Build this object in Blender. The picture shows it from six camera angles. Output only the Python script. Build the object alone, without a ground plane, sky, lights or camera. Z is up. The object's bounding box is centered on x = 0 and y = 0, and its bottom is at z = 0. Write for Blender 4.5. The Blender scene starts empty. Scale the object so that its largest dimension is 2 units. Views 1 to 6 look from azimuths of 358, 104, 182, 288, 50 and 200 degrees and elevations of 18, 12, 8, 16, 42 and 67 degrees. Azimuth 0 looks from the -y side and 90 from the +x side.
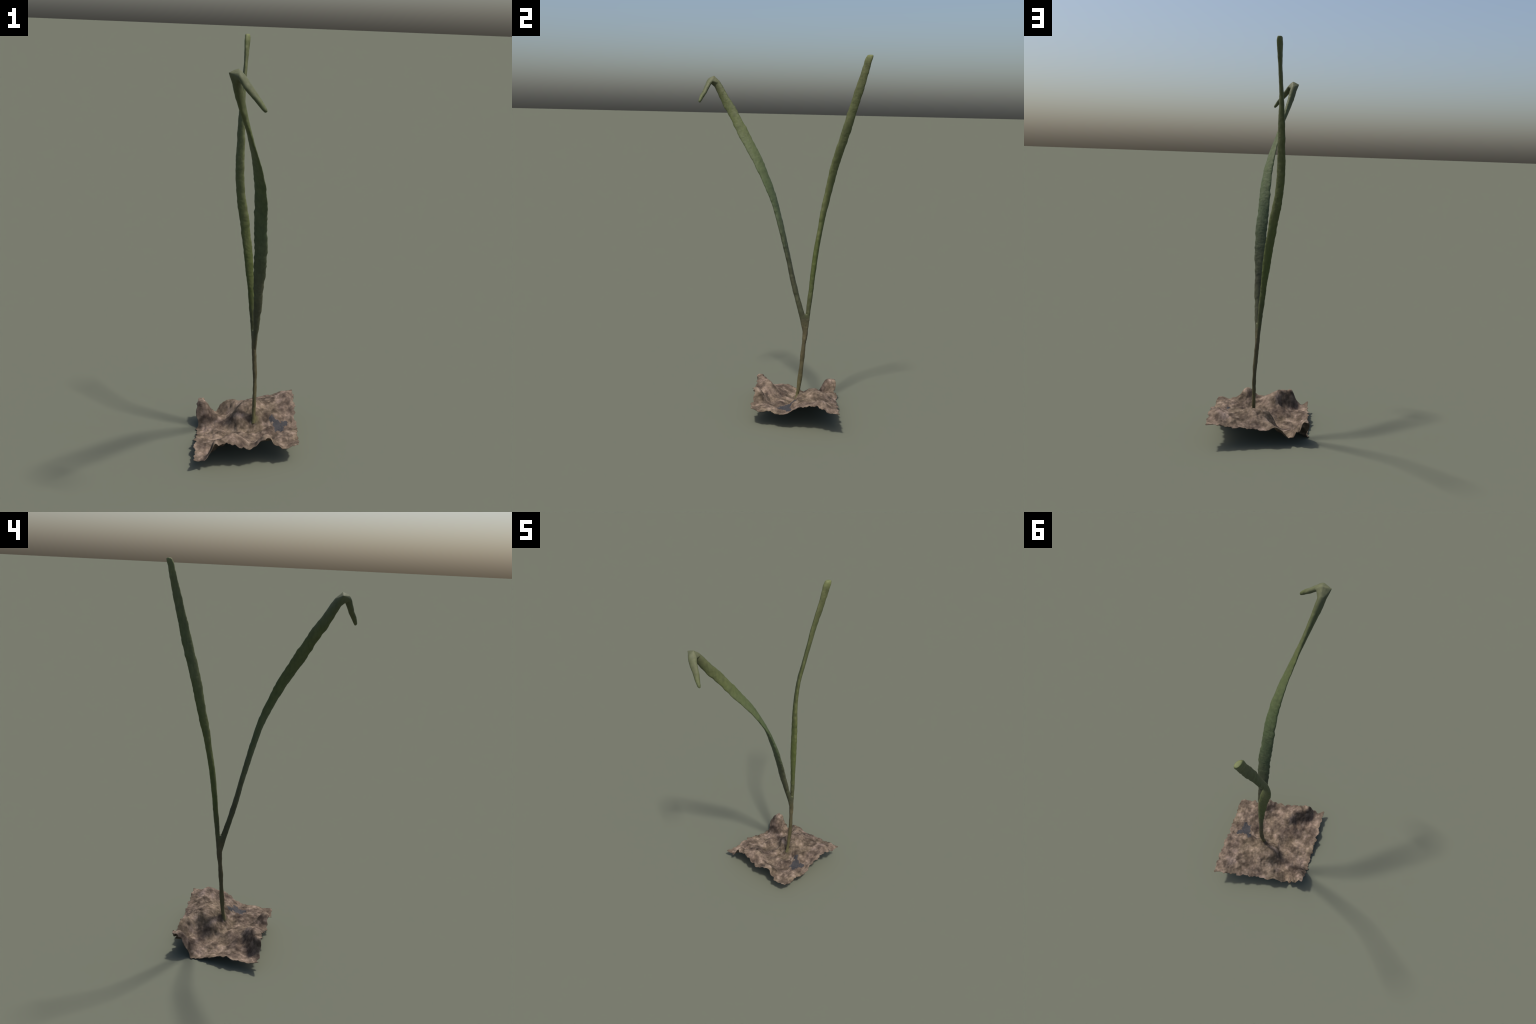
# A young grass seedling: one thin stem that forks into two long strap leaves
# (one upright, one kinked over at the tip), standing in a lumpy square sheet of soil.
import bpy, bmesh, math, random
import numpy as np
from mathutils import Vector, noise

random.seed(7)

# ---------------------------------------------------------------- helpers
def spline_at(keys, z):
    """Smooth interpolation of (z, value...) control rows at the heights z."""
    k = np.array(keys, float)
    zk, v = k[:, 0], k[:, 1:]
    h = np.diff(zk)[:, None]
    s = np.diff(v, axis=0) / h
    d = np.zeros_like(v)
    d[1:-1] = (s[1:] * h[:-1] + s[:-1] * h[1:]) / (h[1:] + h[:-1])
    d[0], d[-1] = s[0], s[-1]
    i = np.clip(np.searchsorted(zk, z, side='right') - 1, 0, len(zk) - 2)
    H = h[i]
    t = ((z - zk[i])[:, None]) / H
    return ((2*t**3 - 3*t**2 + 1) * v[i] + (t**3 - 2*t**2 + t) * H * d[i]
            + (-2*t**3 + 3*t**2) * v[i+1] + (t**3 - t**2) * H * d[i+1])


def n3(p, scale, seed=0.0):
    return noise.noise(Vector((p[0]*scale + seed, p[1]*scale - seed*1.7, p[2]*scale + seed*0.6)))


def tube(bm, keys, steps, ring=28, wobble=0.0, seed=0.0, plump=0.0005, flat=None):
    """Loft of elliptical sections. keys: z, x, y, turn, half width, half thickness."""
    z = np.linspace(keys[0][0], keys[-1][0], steps)
    q = spline_at(keys, z)
    S = np.stack([q[:, 0], q[:, 1], z], 1)
    T = np.gradient(S, axis=0)
    T /= np.linalg.norm(T, axis=1)[:, None]
    e1 = np.array([1.0, 0, 0]) - T * T[:, :1]
    e1 /= np.linalg.norm(e1, axis=1)[:, None]
    e2 = np.cross(T, e1)
    w = np.cos(q[:, 2:3]) * e1 + np.sin(q[:, 2:3]) * e2
    m = np.cross(T, w)
    rings = []
    q[:, 3:5] += plump
    for i in range(steps):
        vs = []
        for k in range(ring):
            a = 2 * math.pi * k / ring
            c, s = math.cos(a), math.sin(a)
            side = 1.0 if c > 0 else -1.0
            # the margins are a little ragged, each on its own
            rag = 1.0 + wobble * abs(c) * n3((z[i] * 1.0, side * 3.1, seed), 26.0, seed)
            rag += 0.9 * wobble * abs(c) * n3((z[i], side * 5.3, seed), 60.0, seed + 3)
            p = S[i] + w[i] * q[i, 3] * c * rag + m[i] * q[i, 4] * s
            if flat is not None and p[2] > flat:
                p[2] = flat + (p[2] - flat) * 0.12
            vs.append(bm.verts.new(p))
        rings.append(vs)
    for a, b in zip(rings[:-1], rings[1:]):
        for k in range(ring):
            bm.faces.new((a[k], a[(k+1) % ring], b[(k+1) % ring], b[k]))
    bm.faces.new(list(reversed(rings[0])))
    bm.faces.new(rings[-1])
    return rings


def new_object(name, mesh, parent=None):
    ob = bpy.data.objects.new(name, mesh)
    bpy.context.scene.collection.objects.link(ob)
    if parent is not None:
        ob.parent = parent
    return ob


# ---------------------------------------------------------------- the plant body
# control rows: height, x, y, turn of the blade, half width, half thickness
STEM = [
    (0.085, 0.0400, 0.1350, 0.5, 0.0125, 0.0110),
    (0.105, 0.0400, 0.1385, 0.5, 0.0110, 0.0095),
    (0.125, 0.0388, 0.1420, 0.4, 0.0092, 0.0090),
    (0.180, 0.0389, 0.1487, 0.29, 0.0093, 0.0113),
    (0.240, 0.0394, 0.1546, -0.23, 0.0091, 0.0138),
    (0.300, 0.0390, 0.1603, -0.42, 0.0079, 0.0121),
    (0.360, 0.0371, 0.1636, 0.05, 0.0106, 0.0124),
    (0.420, 0.0325, 0.1676, 0.0, 0.0107, 0.0108),
    (0.480, 0.0285, 0.1725, 0.0, 0.0115, 0.0145),
    (0.520, 0.0260, 0.1730, 0.0, 0.0115, 0.0150),
]
HOOKED_LEAF = [
    (0.490, 0.0300, 0.1705, 0.05, 0.0090, 0.0110),
    (0.530, 0.0310, 0.1650, 0.05, 0.0100, 0.0145),
    (0.570, 0.0322, 0.1566, 0.05, 0.0112, 0.0157),
    (0.620, 0.0331, 0.1426, 0.00, 0.0140, 0.0151),
    (0.680, 0.0329, 0.1241, -0.04, 0.0166, 0.0141),
    (0.740, 0.0348, 0.1078, 0.04, 0.0196, 0.0141),
    (0.800, 0.0347, 0.0911, 0.18, 0.0220, 0.0139),
    (0.870, 0.0342, 0.0746, 0.13, 0.0246, 0.0128),
    (0.940, 0.0346, 0.0572, 0.00, 0.0289, 0.0123),
    (1.010, 0.0346, 0.0387, -0.04, 0.0293, 0.0124),
    (1.080, 0.0344, 0.0202, -0.10, 0.0300, 0.0124),
    (1.150, 0.0290, -0.0014, -0.16, 0.0295, 0.0123),
    (1.220, 0.0259, -0.0241, -0.29, 0.0308, 0.0112),
    (1.290, 0.0231, -0.0529, -0.44, 0.0303, 0.0102),
    (1.360, 0.0170, -0.0869, -0.57, 0.0298, 0.0101),
    (1.430, 0.0060, -0.1237, -0.75, 0.0307, 0.0096),
    (1.500, -0.0084, -0.1681, -0.91, 0.0305, 0.0080),
    (1.570, -0.0274, -0.2151, -1.10, 0.0300, 0.0080),
    (1.640, -0.0464, -0.2605, -1.29, 0.0274, 0.0098),
    (1.700, -0.0644, -0.3014, -1.53, 0.0267, 0.0118),
    (1.760, -0.0810, -0.3435, -1.77, 0.0261, 0.0132),
    (1.810, -0.0943, -0.3762, -1.93, 0.0246, 0.0152),
    (1.850, -0.1030, -0.4030, -2.00, 0.0215, 0.0160),
]
UPRIGHT_LEAF = [
    (0.490, 0.0265, 0.1745, -0.10, 0.0090, 0.0110),
    (0.530, 0.0235, 0.1780, -0.20, 0.0085, 0.0120),
    (0.570, 0.0207, 0.1810, -0.30, 0.0090, 0.0125),
    (0.620, 0.0177, 0.1848, -0.25, 0.0115, 0.0121),
    (0.680, 0.0136, 0.1897, -0.09, 0.0138, 0.0130),
    (0.740, 0.0072, 0.1947, 0.09, 0.0143, 0.0131),
    (0.800, 0.0025, 0.1984, 0.16, 0.0154, 0.0133),
    (0.870, -0.0054, 0.2040, 0.14, 0.0182, 0.0143),
    (0.940, -0.0126, 0.2100, 0.08, 0.0206, 0.0143),
    (1.010, -0.0215, 0.2185, 0.02, 0.0212, 0.0137),
    (1.080, -0.0315, 0.2281, -0.08, 0.0222, 0.0136),
    (1.150, -0.0415, 0.2365, -0.31, 0.0241, 0.0138),
    (1.220, -0.0542, 0.2484, -0.52, 0.0242, 0.0130),
    (1.290, -0.0635, 0.2611, -0.64, 0.0240, 0.0121),
    (1.360, -0.0690, 0.2750, -0.73, 0.0248, 0.0120),
    (1.430, -0.0702, 0.2910, -0.78, 0.0261, 0.0118),
    (1.500, -0.0684, 0.3115, -0.87, 0.0262, 0.0116),
    (1.570, -0.0680, 0.3322, -0.96, 0.0257, 0.0119),
    (1.640, -0.0655, 0.3516, -1.08, 0.0246, 0.0118),
    (1.710, -0.0643, 0.3697, -1.32, 0.0232, 0.0109),
    (1.780, -0.0608, 0.3906, -1.49, 0.0219, 0.0097),
    (1.850, -0.0556, 0.4115, -1.62, 0.0217, 0.0092),
    (1.910, -0.0527, 0.4285, -1.78, 0.0206, 0.0099),
    (1.950, -0.0507, 0.4392, -1.96, 0.0204, 0.0109),
    (1.975, -0.0492, 0.4462, -2.06, 0.0198, 0.0115),
    (1.986, -0.0488, 0.4512, -2.10, 0.0186, 0.0112),
    (1.994, -0.0487, 0.4560, -2.12, 0.0155, 0.0094),
    (2.001, -0.0487, 0.4605, -2.12, 0.0098, 0.0062),
]
LEAF_TIP = [
    (1.7405, 0.0085, -0.4625, 0.96, 0.0042, 0.0048),
    (1.7460, 0.0055, -0.4632, 0.96, 0.0074, 0.0072),
    (1.7560, -0.0025, -0.4615, 0.95, 0.0100, 0.0086),
    (1.7700, -0.0132, -0.4581, 0.92, 0.0120, 0.0094),
    (1.8000, -0.0381, -0.4488, 0.80, 0.0160, 0.0112),
    (1.8300, -0.0632, -0.4427, 0.82, 0.0196, 0.0122),
    (1.8600, -0.0833, -0.4329, 0.94, 0.0219, 0.0117),
    (1.8680, -0.0890, -0.4290, 0.94, 0.0200, 0.0105),
]
FORK = 0.575          # height at which the leaves leave the stem

bm = bmesh.new()
tube(bm, STEM, 90, wobble=0.10, seed=1.0)
hook_rings = tube(bm, HOOKED_LEAF, 240, ring=36, wobble=0.10, seed=2.0)
up_rings = tube(bm, UPRIGHT_LEAF, 240, ring=36, wobble=0.09, seed=3.0, flat=1.9985)
tip_rings = tube(bm, LEAF_TIP, 50, ring=36, wobble=0.08, seed=4.0)

# the knee where the hooked leaf folds over: a wedge between both ends of the fold,
# drawn out into the pointed corner and the ridge of the crease
knee = bmesh.new()
for ring in (hook_rings[-3], hook_rings[-1], tip_rings[-5], tip_rings[-1]):
    for v in ring:
        knee.verts.new(v.co)
CORNER, RIDGE = Vector((-0.1290, -0.4260, 1.8725)), Vector((-0.0960, -0.4150, 1.8880))
for p in (CORNER, RIDGE, RIDGE.lerp(CORNER, 0.45) + Vector((0, 0, 0.0012))):
    for k in range(6):
        a = k * math.pi / 3
        knee.verts.new(p + Vector((0.002 * math.cos(a), 0.002 * math.sin(a), -0.001 * (k % 2))))
bmesh.ops.convex_hull(knee, input=list(knee.verts))
loose = [v for v in knee.verts if not v.link_faces]
bmesh.ops.delete(knee, geom=loose, context='VERTS')
kmesh = bpy.data.meshes.new("knee")
knee.to_mesh(kmesh)
bm.from_mesh(kmesh)
bpy.data.meshes.remove(kmesh)
web = bmesh.new()
for rings in (hook_rings, up_rings):
    for ring in rings:
        mid = sum((v.co for v in ring), Vector()) / len(ring)
        if 0.530 < mid.z < 0.594:
            for v in ring:
                web.verts.new(mid + (v.co - mid) * 0.92)
bmesh.ops.convex_hull(web, input=list(web.verts))
bmesh.ops.delete(web, geom=[v for v in web.verts if not v.link_faces], context='VERTS')
kmesh = bpy.data.meshes.new("web")
web.to_mesh(kmesh)
bm.from_mesh(kmesh)
bpy.data.meshes.remove(kmesh)
web.free()
bmesh.ops.recalc_face_normals(bm, faces=bm.faces)

body_mesh = bpy.data.meshes.new("plant_body")
bm.to_mesh(body_mesh)
bm.free()
knee.free()
body = new_object("plant_body", body_mesh)
rm = body.modifiers.new("skin", 'REMESH')
rm.mode = 'VOXEL'
rm.voxel_size = 0.0022
sm = body.modifiers.new("even", 'SMOOTH')
sm.factor = 0.5
sm.iterations = 4
dg = bpy.context.evaluated_depsgraph_get()
skin = bpy.data.meshes.new_from_object(body.evaluated_get(dg))
bpy.data.objects.remove(body)

# ease the inside of the fold into a soft arch
FOLD_INSIDE = Vector((-0.090, -0.4235, 1.834))
near = {v.index: max(0.0, 1.0 - (v.co - FOLD_INSIDE).length / 0.026) for v in skin.vertices
        if (v.co - FOLD_INSIDE).length < 0.026}
links = {i: [] for i in near}
for e in skin.edges:
    a, b = e.vertices
    if a in links:
        links[a].append(b)
    if b in links:
        links[b].append(a)
pos = {i: skin.vertices[i].co.copy() for i in set(links) | {j for l in links.values() for j in l}}
for _ in range(30):
    pos.update({i: pos[i].lerp(sum((pos[j] for j in l), Vector()) / len(l), 0.6 * min(1.0, 1.6 * near[i]))
                for i, l in links.items()})
for i in links:
    skin.vertices[i].co = pos[i]

# fine unevenness of the skin: shallow dents and pimples
co = np.empty(len(skin.vertices) * 3)
skin.vertices.foreach_get("co", co)
co = co.reshape(-1, 3)
nn = np.empty(len(skin.vertices) * 3)
skin.vertex_normals.foreach_get("vector", nn)
nn = nn.reshape(-1, 3)
for i in range(len(co)):
    p = co[i]
    d = 0.0010 * n3(p, 38.0, 5.0) + 0.0005 * n3(p, 95.0, 9.0)
    co[i] = p + nn[i] * d
co[:, 2] = np.minimum(co[:, 2], 2.0)
skin.vertices.foreach_set("co", co.ravel())
skin.update()
skin.vertex_normals.foreach_get("vector", nn.ravel())
normals = np.empty(len(skin.vertices) * 3)
skin.vertex_normals.foreach_get("vector", normals)
normals = normals.reshape(-1, 3)


def region(c):
    if c[2] < FORK:
        return "stem"
    return "upright" if c[1] > 0.1665 + 0.06 * (c[2] - FORK) else "hooked"


# ---------------------------------------------------------------- materials
def node(nt, kind, loc=(0, 0), **props):
    n = nt.nodes.new(kind)
    n.location = loc
    for k, v in props.items():
        setattr(n, k, v)
    return n


def base_material(name, rough):
    m = bpy.data.materials.new(name)
    m.use_nodes = True
    nt = m.node_tree
    b = nt.nodes["Principled BSDF"]
    b.inputs["Roughness"].default_value = rough
    b.inputs["Specular IOR Level"].default_value = 0.25
    return m, nt, b


def srgb(r, g, b, k=1.0):
    f = lambda c: (c/255/12.92 if c/255 <= 0.04045 else ((c/255 + 0.055)/1.055)**2.4)
    return (f(r) * k, f(g) * k, f(b) * k, 1.0)


def ramp(nt, stops, interp='LINEAR'):
    r = nt.nodes.new("ShaderNodeValToRGB")
    r.color_ramp.interpolation = interp
    els = r.color_ramp.elements
    while len(els) < len(stops):
        els.new(0.5)
    for e, (p, c) in zip(els, stops):
        e.position = p
        e.color = c
    return r


def mix(nt, a, b, fac, blend='MIX'):
    n = nt.nodes.new("ShaderNodeMix")
    n.data_type = 'RGBA'
    n.blend_type = blend
    for sock, val in ((n.inputs[0], fac), (n.inputs[6], a), (n.inputs[7], b)):
        if hasattr(val, "links"):
            nt.links.new(val, sock)
        else:
            sock.default_value = val
    return n.outputs[2]


def math_node(nt, op, a, b=0.0, clamp=False):
    n = nt.nodes.new("ShaderNodeMath")
    n.operation = op
    n.use_clamp = clamp
    for sock, val in ((n.inputs[0], a), (n.inputs[1], b)):
        if hasattr(val, "links"):
            nt.links.new(val, sock)
        else:
            sock.default_value = val
    return n.outputs[0]


def noise_tex(nt, coord, scale, detail=3.0, rough=0.55, stretch=None):
    t = nt.nodes.new("ShaderNodeTexNoise")
    t.inputs["Scale"].default_value = scale
    t.inputs["Detail"].default_value = detail
    t.inputs["Roughness"].default_value = rough
    if stretch is not None:
        mp = nt.nodes.new("ShaderNodeMapping")
        mp.inputs["Scale"].default_value = stretch
        nt.links.new(coord, mp.inputs["Vector"])
        coord = mp.outputs[0]
    nt.links.new(coord, t.inputs["Vector"])
    return t.outputs["Fac"]


def leaf_material(name, stops, low, high, pale):
    """Colour runs along the blade (pale sheath, green middle, dry grey tip) with soft patches."""
    m, nt, b = base_material(name, 0.62)
    tc = nt.nodes.new("ShaderNodeTexCoord")
    o = tc.outputs["Object"]
    sep = nt.nodes.new("ShaderNodeSeparateXYZ")
    nt.links.new(o, sep.inputs[0])
    along = math_node(nt, 'DIVIDE', math_node(nt, 'SUBTRACT', sep.outputs["Z"], low), high - low, True)
    wob = math_node(nt, 'MULTIPLY', math_node(nt, 'SUBTRACT', noise_tex(nt, o, 9.0), 0.5), 0.16)
    along = math_node(nt, 'ADD', along, wob, True)
    r = ramp(nt, stops)
    nt.links.new(along, r.inputs[0])
    col = r.outputs[0]
    patch = ramp(nt, [(0.40, (0, 0, 0, 1)), (0.68, (1, 1, 1, 1))])
    nt.links.new(noise_tex(nt, o, 22.0, 4.0, 0.6, (1, 1, 0.45)), patch.inputs[0])
    col = mix(nt, col, pale, math_node(nt, 'MULTIPLY', patch.outputs[0], 0.42))
    grain = ramp(nt, [(0.3, (0.84, 0.85, 0.86, 1)), (0.7, (1.15, 1.15, 1.12, 1))])
    nt.links.new(noise_tex(nt, o, 70.0, 3.0, 0.6, (1, 1, 0.35)), grain.inputs[0])
    col = mix(nt, col, grain.outputs[0], 1.0, 'MULTIPLY')
    nt.links.new(col, b.inputs["Base Color"])
    bump = nt.nodes.new("ShaderNodeBump")
    bump.inputs["Strength"].default_value = 0.25
    bump.inputs["Distance"].default_value = 0.002
    nt.links.new(noise_tex(nt, o, 160.0, 3.0), bump.inputs["Height"])
    nt.links.new(bump.outputs[0], b.inputs["Normal"])
    return m


mat_stem = leaf_material("stem_skin", [
    (0.0, srgb(96, 92, 62)), (0.35, srgb(82, 76, 53)), (0.8, srgb(82, 75, 56)), (1.0, srgb(72, 73, 54))],
    0.10, 0.60, srgb(92, 87, 60))
mat_hooked = leaf_material("hooked_leaf_skin", [
    (0.0, srgb(72, 73, 54)), (0.22, srgb(69, 69, 53)), (0.45, srgb(72, 83, 58)), (0.62, srgb(75, 87, 56)),
    (0.85, srgb(82, 89, 53)), (0.95, srgb(82, 86, 58)), (1.0, srgb(92, 94, 70))],
    0.55, 1.87, srgb(88, 94, 68))
mat_upright = leaf_material("upright_leaf_skin", [
    (0.0, srgb(72, 73, 53)), (0.2, srgb(77, 87, 44)), (0.45, srgb(82, 88, 51)), (0.75, srgb(80, 86, 54)),
    (0.95, srgb(88, 92, 60)), (1.0, srgb(106, 112, 72))],
    0.55, 2.0, srgb(92, 94, 64))


def soil_material():
    m, nt, b = base_material("dry_soil", 0.95)
    b.inputs["Specular IOR Level"].default_value = 0.1
    o = nt.nodes.new("ShaderNodeTexCoord").outputs["Object"]
    blot = ramp(nt, [(0.30, srgb(58, 50, 44)), (0.43, srgb(84, 74, 64)), (0.55, srgb(112, 99, 86)), (0.70, srgb(145, 128, 116))])
    nt.links.new(noise_tex(nt, o, 20.0, 3.5, 0.6), blot.inputs[0])
    hue = ramp(nt, [(0.38, srgb(100, 86, 81)), (0.62, srgb(102, 92, 74))])
    nt.links.new(noise_tex(nt, o, 7.0, 3.0), hue.inputs[0])
    col = mix(nt, blot.outputs[0], hue.outputs[0], 0.25)
    crumb = ramp(nt, [(0.28, (0.76, 0.75, 0.74, 1)), (0.72, (1.20, 1.20, 1.19, 1))])
    nt.links.new(noise_tex(nt, o, 52.0, 3.0, 0.55), crumb.inputs[0])
    col = mix(nt, col, crumb.outputs[0], 1.0, 'MULTIPLY')
    # soft-edged colour cells, each lighter or darker than its neighbour, independent of the relief
    warp = nt.nodes.new("ShaderNodeVectorMath")
    warp.operation = 'MULTIPLY_ADD'
    wn = nt.nodes.new("ShaderNodeTexNoise")
    wn.inputs["Scale"].default_value = 16.0
    nt.links.new(o, wn.inputs["Vector"])
    nt.links.new(wn.outputs["Color"], warp.inputs[0])
    warp.inputs[1].default_value = (0.05, 0.05, 0.05)
    nt.links.new(o, warp.inputs[2])
    cell = nt.nodes.new("ShaderNodeTexVoronoi")
    cell.feature = 'SMOOTH_F1'
    cell.inputs["Scale"].default_value = 25.0
    cell.inputs["Smoothness"].default_value = 0.35
    nt.links.new(warp.outputs[0], cell.inputs["Vector"])
    tone = nt.nodes.new("ShaderNodeSeparateColor")
    nt.links.new(cell.outputs["Color"], tone.inputs[0])
    face = ramp(nt, [(0.15, (0.66, 0.64, 0.63, 1)), (0.85, (1.34, 1.32, 1.30, 1))])
    nt.links.new(tone.outputs[0], face.inputs[0])
    col = mix(nt, col, face.outputs[0], 0.85, 'MULTIPLY')
    # pale pebbles pressed into the crust
    vor = nt.nodes.new("ShaderNodeTexVoronoi")
    vor.inputs["Scale"].default_value = 24.0
    nt.links.new(o, vor.inputs["Vector"])
    spot = ramp(nt, [(0.12, (1, 1, 1, 1)), (0.30, (0, 0, 0, 1))])
    nt.links.new(vor.outputs["Distance"], spot.inputs[0])
    col = mix(nt, col, srgb(140, 125, 111), math_node(nt, 'MULTIPLY', spot.outputs[0], 0.35))
    # green film where the stem comes out of the ground
    dist = nt.nodes.new("ShaderNodeVectorMath")
    dist.operation = 'DISTANCE'
    dist.inputs[1].default_value = (0.047, 0.128, 0.112)
    nt.links.new(o, dist.inputs[0])
    film = ramp(nt, [(0.0, (1, 1, 1, 1)), (0.030, (0, 0, 0, 1))])
    nt.links.new(dist.outputs["Value"], film.inputs[0])
    col = mix(nt, col, srgb(104, 100, 70), film.outputs[0])
    nt.links.new(col, b.inputs["Base Color"])
    bump = nt.nodes.new("ShaderNodeBump")
    bump.inputs["Strength"].default_value = 0.35
    bump.inputs["Distance"].default_value = 0.004
    nt.links.new(noise_tex(nt, o, 85.0, 4.0, 0.6), bump.inputs["Height"])
    nt.links.new(bump.outputs[0], b.inputs["Normal"])
    return m


def patch_material():
    m, nt, b = base_material("smooth_grey_patch", 0.8)
    o = nt.nodes.new("ShaderNodeTexCoord").outputs["Object"]
    r = ramp(nt, [(0.3, srgb(72, 71, 73, 0.55)), (0.7, srgb(76, 75, 77, 0.55))])
    nt.links.new(noise_tex(nt, o, 20.0), r.inputs[0])
    nt.links.new(r.outputs[0], b.inputs["Base Color"])
    return m


mat_soil, mat_patch = soil_material(), patch_material()

# ---------------------------------------------------------------- the thing
root = bpy.data.objects.new("grass_seedling", None)
bpy.context.scene.collection.objects.link(root)
root.empty_display_size = 0.1
root["label"] = "young grass seedling with two strap leaves in lumpy soil"
root["category"] = "plant"

# split the one smooth skin into stem and leaves; they keep the skin's own normals
polys = [(list(p.vertices), region(p.center)) for p in skin.polygons]
for key, name, mat in (("stem", "stem", mat_stem), ("hooked", "leaf", mat_hooked), ("upright", "leaf", mat_upright)):
    faces = [f for f, r in polys if r == key]
    used = sorted({i for f in faces for i in f})
    new = {v: i for i, v in enumerate(used)}
    me = bpy.data.meshes.new(name)
    me.from_pydata([tuple(co[i]) for i in used], [], [[new[i] for i in f] for f in faces])
    me.shade_smooth()
    me.normals_split_custom_set_from_vertices([tuple(normals[i]) for i in used])
    me.materials.append(mat)
    new_object(name, me, root)
bpy.data.meshes.remove(skin)

# ---------------------------------------------------------------- the soil
# relief of the soil by its features: x, y, height
FRONT_RIM = [(-0.256, -0.158, 0.064), (-0.236, -0.152, 0.053), (-0.203, -0.151, 0.055), (-0.177, -0.148, 0.095),
             (-0.162, -0.143, 0.132), (-0.135, -0.142, 0.134), (-0.101, -0.128, 0.136), (-0.064, -0.125, 0.125),
             (-0.021, -0.116, 0.106), (0.038, -0.109, 0.111), (0.073, -0.105, 0.145), (0.101, -0.095, 0.152),
             (0.130, -0.095, 0.114), (0.154, -0.091, 0.101), (0.193, -0.082, 0.084), (0.220, -0.078, 0.097)]
RIGHT_RIM = [(0.253, -0.070, 0.099), (0.255, -0.016, 0.090), (0.254, 0.035, 0.098), (0.255, 0.058, 0.091),
             (0.259, 0.095, 0.088), (0.256, 0.126, 0.097), (0.258, 0.158, 0.116), (0.255, 0.185, 0.136),
             (0.256, 0.266, 0.152), (0.259, 0.310, 0.152), (0.259, 0.332, 0.142), (0.256, 0.381, 0.130)]
BACK_RIM = [(0.258, 0.411, 0.128), (0.203, 0.397, 0.127), (0.149, 0.390, 0.111), (0.104, 0.380, 0.108),
            (0.061, 0.373, 0.102), (0.015, 0.363, 0.095), (-0.030, 0.354, 0.086), (-0.066, 0.352, 0.099),
            (-0.105, 0.343, 0.097), (-0.132, 0.335, 0.073), (-0.159, 0.328, 0.042), (-0.190, 0.324, 0.061),
            (-0.211, 0.320, 0.076), (-0.222, 0.324, 0.118), (-0.250, 0.316, 0.123)]
LEFT_RIM = [(-0.250, -0.120, 0.047), (-0.255, -0.040, 0.047), (-0.258, 0.038, 0.052), (-0.260, 0.065, 0.042),
            (-0.259, 0.101, 0.028), (-0.260, 0.139, 0.016), (-0.260, 0.177, 0.003), (-0.256, 0.208, 0.004),
            (-0.252, 0.227, 0.045), (-0.255, 0.247, 0.092), (-0.258, 0.271, 0.112)]
FRONT_LUMP = [(-0.138, -0.115, 0.141), (-0.160, -0.108, 0.139), (-0.101, -0.073, 0.144), (-0.068, -0.075, 0.143),
              (-0.042, -0.080, 0.133), (-0.010, -0.080, 0.114), (-0.120, -0.045, 0.074), (-0.120, -0.100, 0.149), (-0.069, -0.035, 0.132),
              (-0.178, -0.115, 0.090), (-0.186, -0.110, 0.064), (-0.150, -0.072, 0.072), (-0.215, -0.110, 0.050),
              (-0.112, -0.028, 0.062), (-0.023, -0.030, 0.110), (-0.150, -0.040, 0.056), (-0.178, -0.085, 0.050)]
CORNER_BUMP = [(0.112, -0.075, 0.150), (0.091, -0.072, 0.156), (0.062, -0.075, 0.130), (0.140, -0.070, 0.104),
               (0.090, -0.035, 0.105), (0.044, -0.060, 0.104), (0.190, -0.060, 0.086), (0.166, -0.018, 0.098), (0.230, -0.055, 0.101)]
BASIN = [(-0.200, -0.053, 0.050), (-0.195, -0.015, 0.055), (-0.112, 0.001, 0.084), (-0.200, 0.045, 0.042),
         (-0.162, 0.101, 0.037), (-0.205, 0.085, 0.029), (-0.175, 0.084, 0.027), (-0.150, 0.045, 0.042),
         (-0.088, 0.058, 0.038), (-0.090, 0.109, 0.034), (-0.100, 0.140, 0.032), (-0.090, 0.182, 0.048),
         (-0.210, 0.150, 0.020), (-0.160, 0.200, 0.036), (-0.201, 0.225, 0.048), (-0.115, 0.215, 0.046),
         (-0.100, 0.265, 0.052), (-0.155, 0.258, 0.056), (-0.125, 0.115, 0.042), (-0.051, 0.096, 0.054), (-0.022, 0.066, 0.072), (-0.045, 0.056, 0.066), (0.000, 0.096, 0.056), (-0.050, 0.040, 0.058),
         (-0.080, 0.022, 0.062), (-0.145, 0.000, 0.060), (0.018, 0.045, 0.074), (0.000, 0.010, 0.076),
         (-0.024, 0.009, 0.070), (0.045, 0.000, 0.072), (0.058, 0.055, 0.078), (0.083, 0.020, 0.072), (0.130, 0.015, 0.080)]
HOOD = [(-0.220, 0.248, 0.098), (-0.220, 0.270, 0.118), (-0.224, 0.295, 0.127), (-0.236, 0.310, 0.125),
        (-0.208, 0.290, 0.110), (-0.208, 0.318, 0.090), (-0.170, 0.279, 0.061), (-0.190, 0.250, 0.060),
        (-0.150, 0.310, 0.040)]
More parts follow.
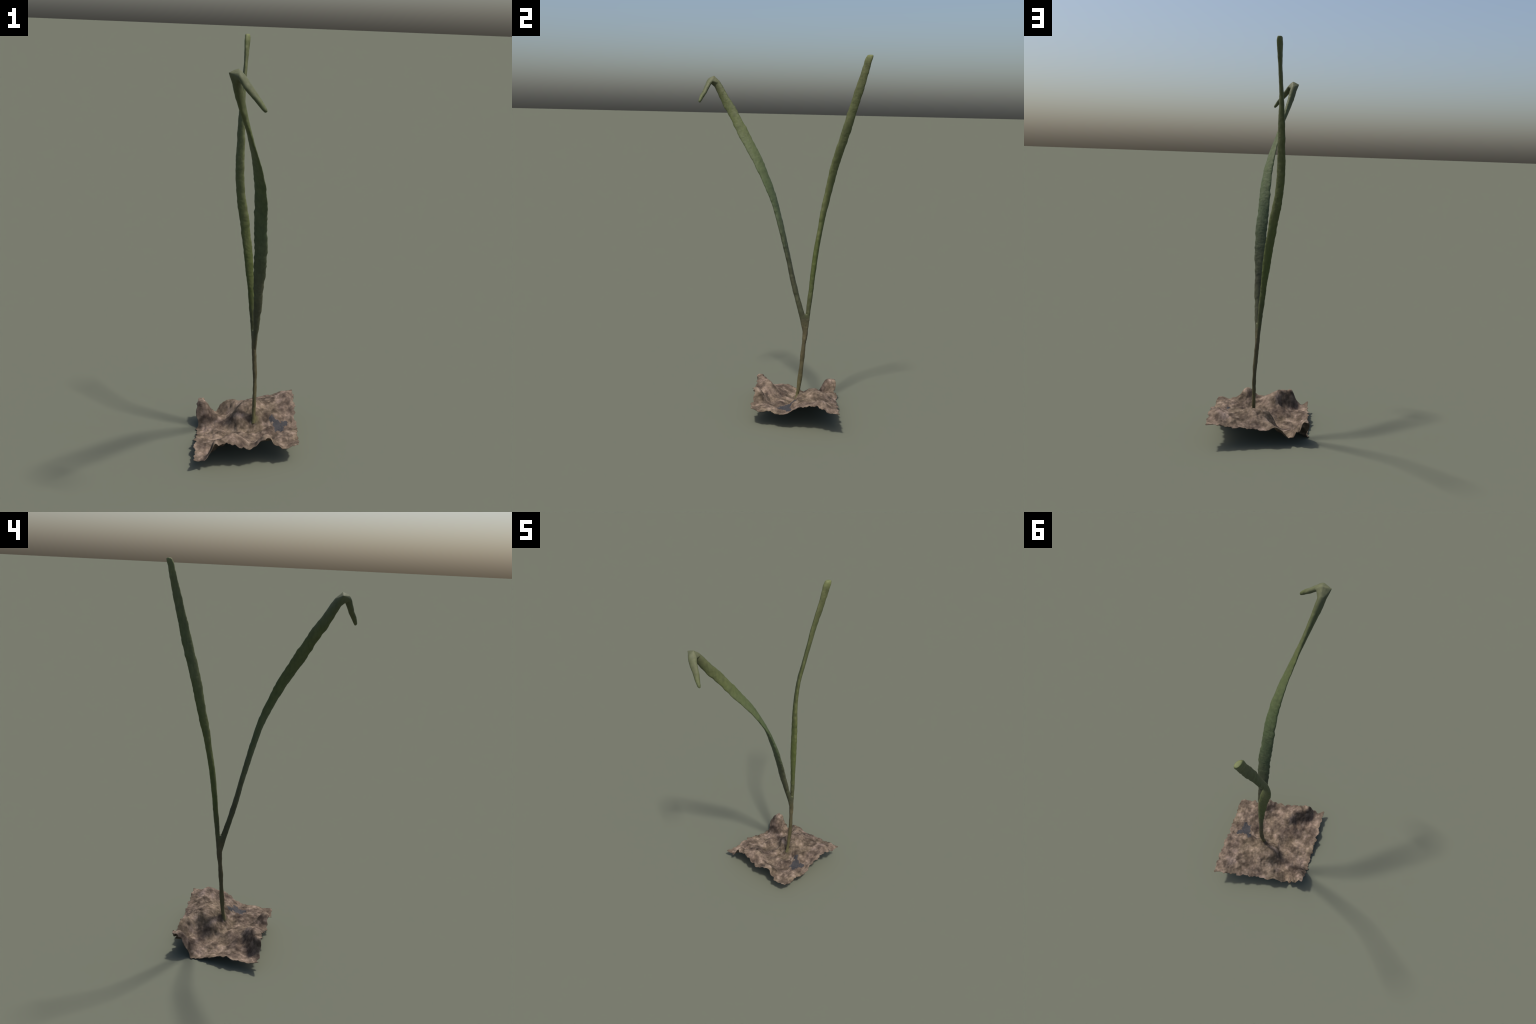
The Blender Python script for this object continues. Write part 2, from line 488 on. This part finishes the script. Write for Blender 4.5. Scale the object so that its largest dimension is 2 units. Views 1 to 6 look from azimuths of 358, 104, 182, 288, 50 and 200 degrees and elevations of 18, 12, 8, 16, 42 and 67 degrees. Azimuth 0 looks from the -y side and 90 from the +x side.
MOUND = [(0.032, 0.150, 0.116), (0.053, 0.140, 0.118), (0.011, 0.145, 0.092), (0.039, 0.120, 0.076),
         (0.087, 0.116, 0.076), (0.070, 0.095, 0.068), (0.073, 0.208, 0.136), (0.130, 0.199, 0.133),
         (-0.010, 0.200, 0.136), (-0.015, 0.240, 0.148), (-0.008, 0.265, 0.140), (-0.052, 0.256, 0.100), (-0.075, 0.262, 0.070), (-0.060, 0.200, 0.112),
         (-0.056, 0.160, 0.086), (-0.060, 0.152, 0.056), (-0.072, 0.175, 0.080), (-0.020, 0.160, 0.108), (0.010, 0.285, 0.138),
         (-0.080, 0.320, 0.102), (-0.060, 0.300, 0.112), (0.040, 0.330, 0.112), (0.060, 0.270, 0.146), (0.062, 0.232, 0.154),
         (0.137, 0.330, 0.132), (0.164, 0.338, 0.136), (0.235, 0.360, 0.132), (0.148, 0.293, 0.144), (0.190, 0.325, 0.162), (0.230, 0.325, 0.166), (0.220, 0.282, 0.170),
         (0.180, 0.270, 0.150), (0.190, 0.220, 0.141)]
GREY_HOLLOW = [(0.129, 0.142, 0.122), (0.170, 0.114, 0.096), (0.208, 0.132, 0.094), (0.182, 0.064, 0.089),
               (0.151, 0.067, 0.086), (0.123, 0.082, 0.092), (0.223, 0.017, 0.102), (0.185, 0.020, 0.094), (0.150, 0.000, 0.090),
               (0.103, 0.043, 0.096)]
RELIEF = np.array(FRONT_RIM + RIGHT_RIM + BACK_RIM + LEFT_RIM + FRONT_LUMP + CORNER_BUMP + BASIN + HOOD
                  + MOUND + GREY_HOLLOW)


def thin_plate(points, smooth):
    n = len(points)
    xy = points[:, :2]
    r = np.linalg.norm(xy[:, None] - xy[None], axis=2)
    K = np.where(r > 0, r * r * np.log(r + 1e-12), 0.0) + smooth * np.eye(n)
    P = np.c_[np.ones(n), xy]
    A = np.block([[K, P], [P.T, np.zeros((3, 3))]])
    sol = np.linalg.solve(A, np.r_[points[:, 2], np.zeros(3)])

    def f(q):
        d = np.linalg.norm(q[:, None] - xy[None], axis=2)
        return np.where(d > 0, d * d * np.log(d + 1e-12), 0.0) @ sol[:n] + sol[n] + q @ sol[n+1:]
    return f


height = thin_plate(RELIEF, 6e-6)
NU, NV = 190, 180


def rag(t, seed, amp):
    """torn edge: uneven teeth of a centimetre or two"""
    return amp * (n3((t, seed, 0.3), 34.0, seed) * 1.0 + n3((t, seed, 0.9), 66.0, seed + 2) * 0.9
                  + n3((t, seed, 1.7), 150.0, seed + 5) * 0.25)


def soil_xy(i, j):
    s, t = i / (NU - 1), j / (NV - 1)
    x0, x1 = -0.2555, 0.2565
    x = x0 + (x1 - x0) * s
    front, back = -0.1165 + 0.165 * x, 0.361 + 0.19 * x
    y = front + (back - front) * t
    edge = lambda d: max(0.0, 1.0 - d / 0.02) ** 1.5
    W, D = x1 - x0, back - front
    x -= edge(s * W) * rag(y, 1.3, 0.0115)
    x += edge((1 - s) * W) * rag(y, 4.1, 0.0115)
    y -= edge(t * D) * rag(x, 7.7, 0.0115)
    y += edge((1 - t) * D) * rag(x, 9.2, 0.0115)
    return x, y


q = np.array([soil_xy(i, j) for j in range(NV) for i in range(NU)])
z = height(q)
for k in range(len(q)):
    i, j = k % NU, k // NU
    rim = min(i / NU, 1 - i / NU, j / NV, 1 - j / NV)
    calm = 0.2 + 0.8 * min(1.0, rim / 0.07)
    p = (q[k, 0], q[k, 1], 0.0)
    # clods with creases between them, then crumbs and grit
    wx, wy = p[0] + 0.012 * n3(p, 30.0, 11.0), p[1] + 0.012 * n3(p, 30.0, 15.0)
    d = noise.voronoi(Vector((wx * 27.0, wy * 27.0, 0.3)))[0]
    e = noise.voronoi(Vector((wx * 58.0, wy * 58.0, 1.7)))[0]
    lump = 0.0085 * (0.36 - d[0]) + 0.0045 * (0.36 - e[0])
    lump += 0.0030 * n3(p, 22.0, 2.0) + 0.0016 * n3(p, 110.0, 8.0)
    z[k] += calm * lump
z = np.maximum(z, 0.004)

CAPS = [((0.131, 0.142), (0.165, 0.112), 0.013), ((0.160, 0.112), (0.172, 0.100), 0.022),
        ((0.172, 0.108), (0.204, 0.130), 0.012), ((0.170, 0.105), (0.181, 0.068), 0.013),
        ((0.160, 0.100), (0.153, 0.073), 0.010)]


def in_patch(x, y):
    for (ax, ay), (bx, by), r in CAPS:
        dx, dy = bx - ax, by - ay
        t = min(1.0, max(0.0, ((x - ax) * dx + (y - ay) * dy) / (dx * dx + dy * dy)))
        if math.hypot(x - ax - t * dx, y - ay - t * dy) < r + 0.009 * n3((x, y, 0), 75.0, 3.0) + 0.005 * n3((x, y, 0), 170.0, 6.0):
            return True
    return False


verts = [(q[k, 0], q[k, 1], z[k]) for k in range(len(q))]
soil_faces, patch_faces = [], []
for j in range(NV - 1):
    for i in range(NU - 1):
        a = j * NU + i
        f = (a, a + 1, a + NU + 1, a + NU)
        cx = sum(verts[v][0] for v in f) / 4
        cy = sum(verts[v][1] for v in f) / 4
        (patch_faces if in_patch(cx, cy) else soil_faces).append(f)
sb = bpy.data.meshes.new("soil_sheet")
sb.from_pydata(verts, [], soil_faces + patch_faces)
sb.materials.append(mat_soil)
sb.materials.append(mat_patch)
for k, p in enumerate(sb.polygons):
    p.material_index = 1 if k >= len(soil_faces) else 0
sheet = new_object("soil", sb, root)
so = sheet.modifiers.new("crust", 'SOLIDIFY')
so.thickness = 0.0025
so.offset = -1.0
sb.shade_smooth()
dg = bpy.context.evaluated_depsgraph_get()
done = bpy.data.meshes.new_from_object(sheet.evaluated_get(dg))
done.name = "soil"
sheet.modifiers.clear()
sheet.data = done
bpy.data.meshes.remove(sb)

# rest on the ground
low = min(v.co.z for v in done.vertices)
for v in done.vertices:
    if v.co.z < 0.03:
        v.co.z -= low * (1 - v.co.z / 0.03) if v.co.z > low else low
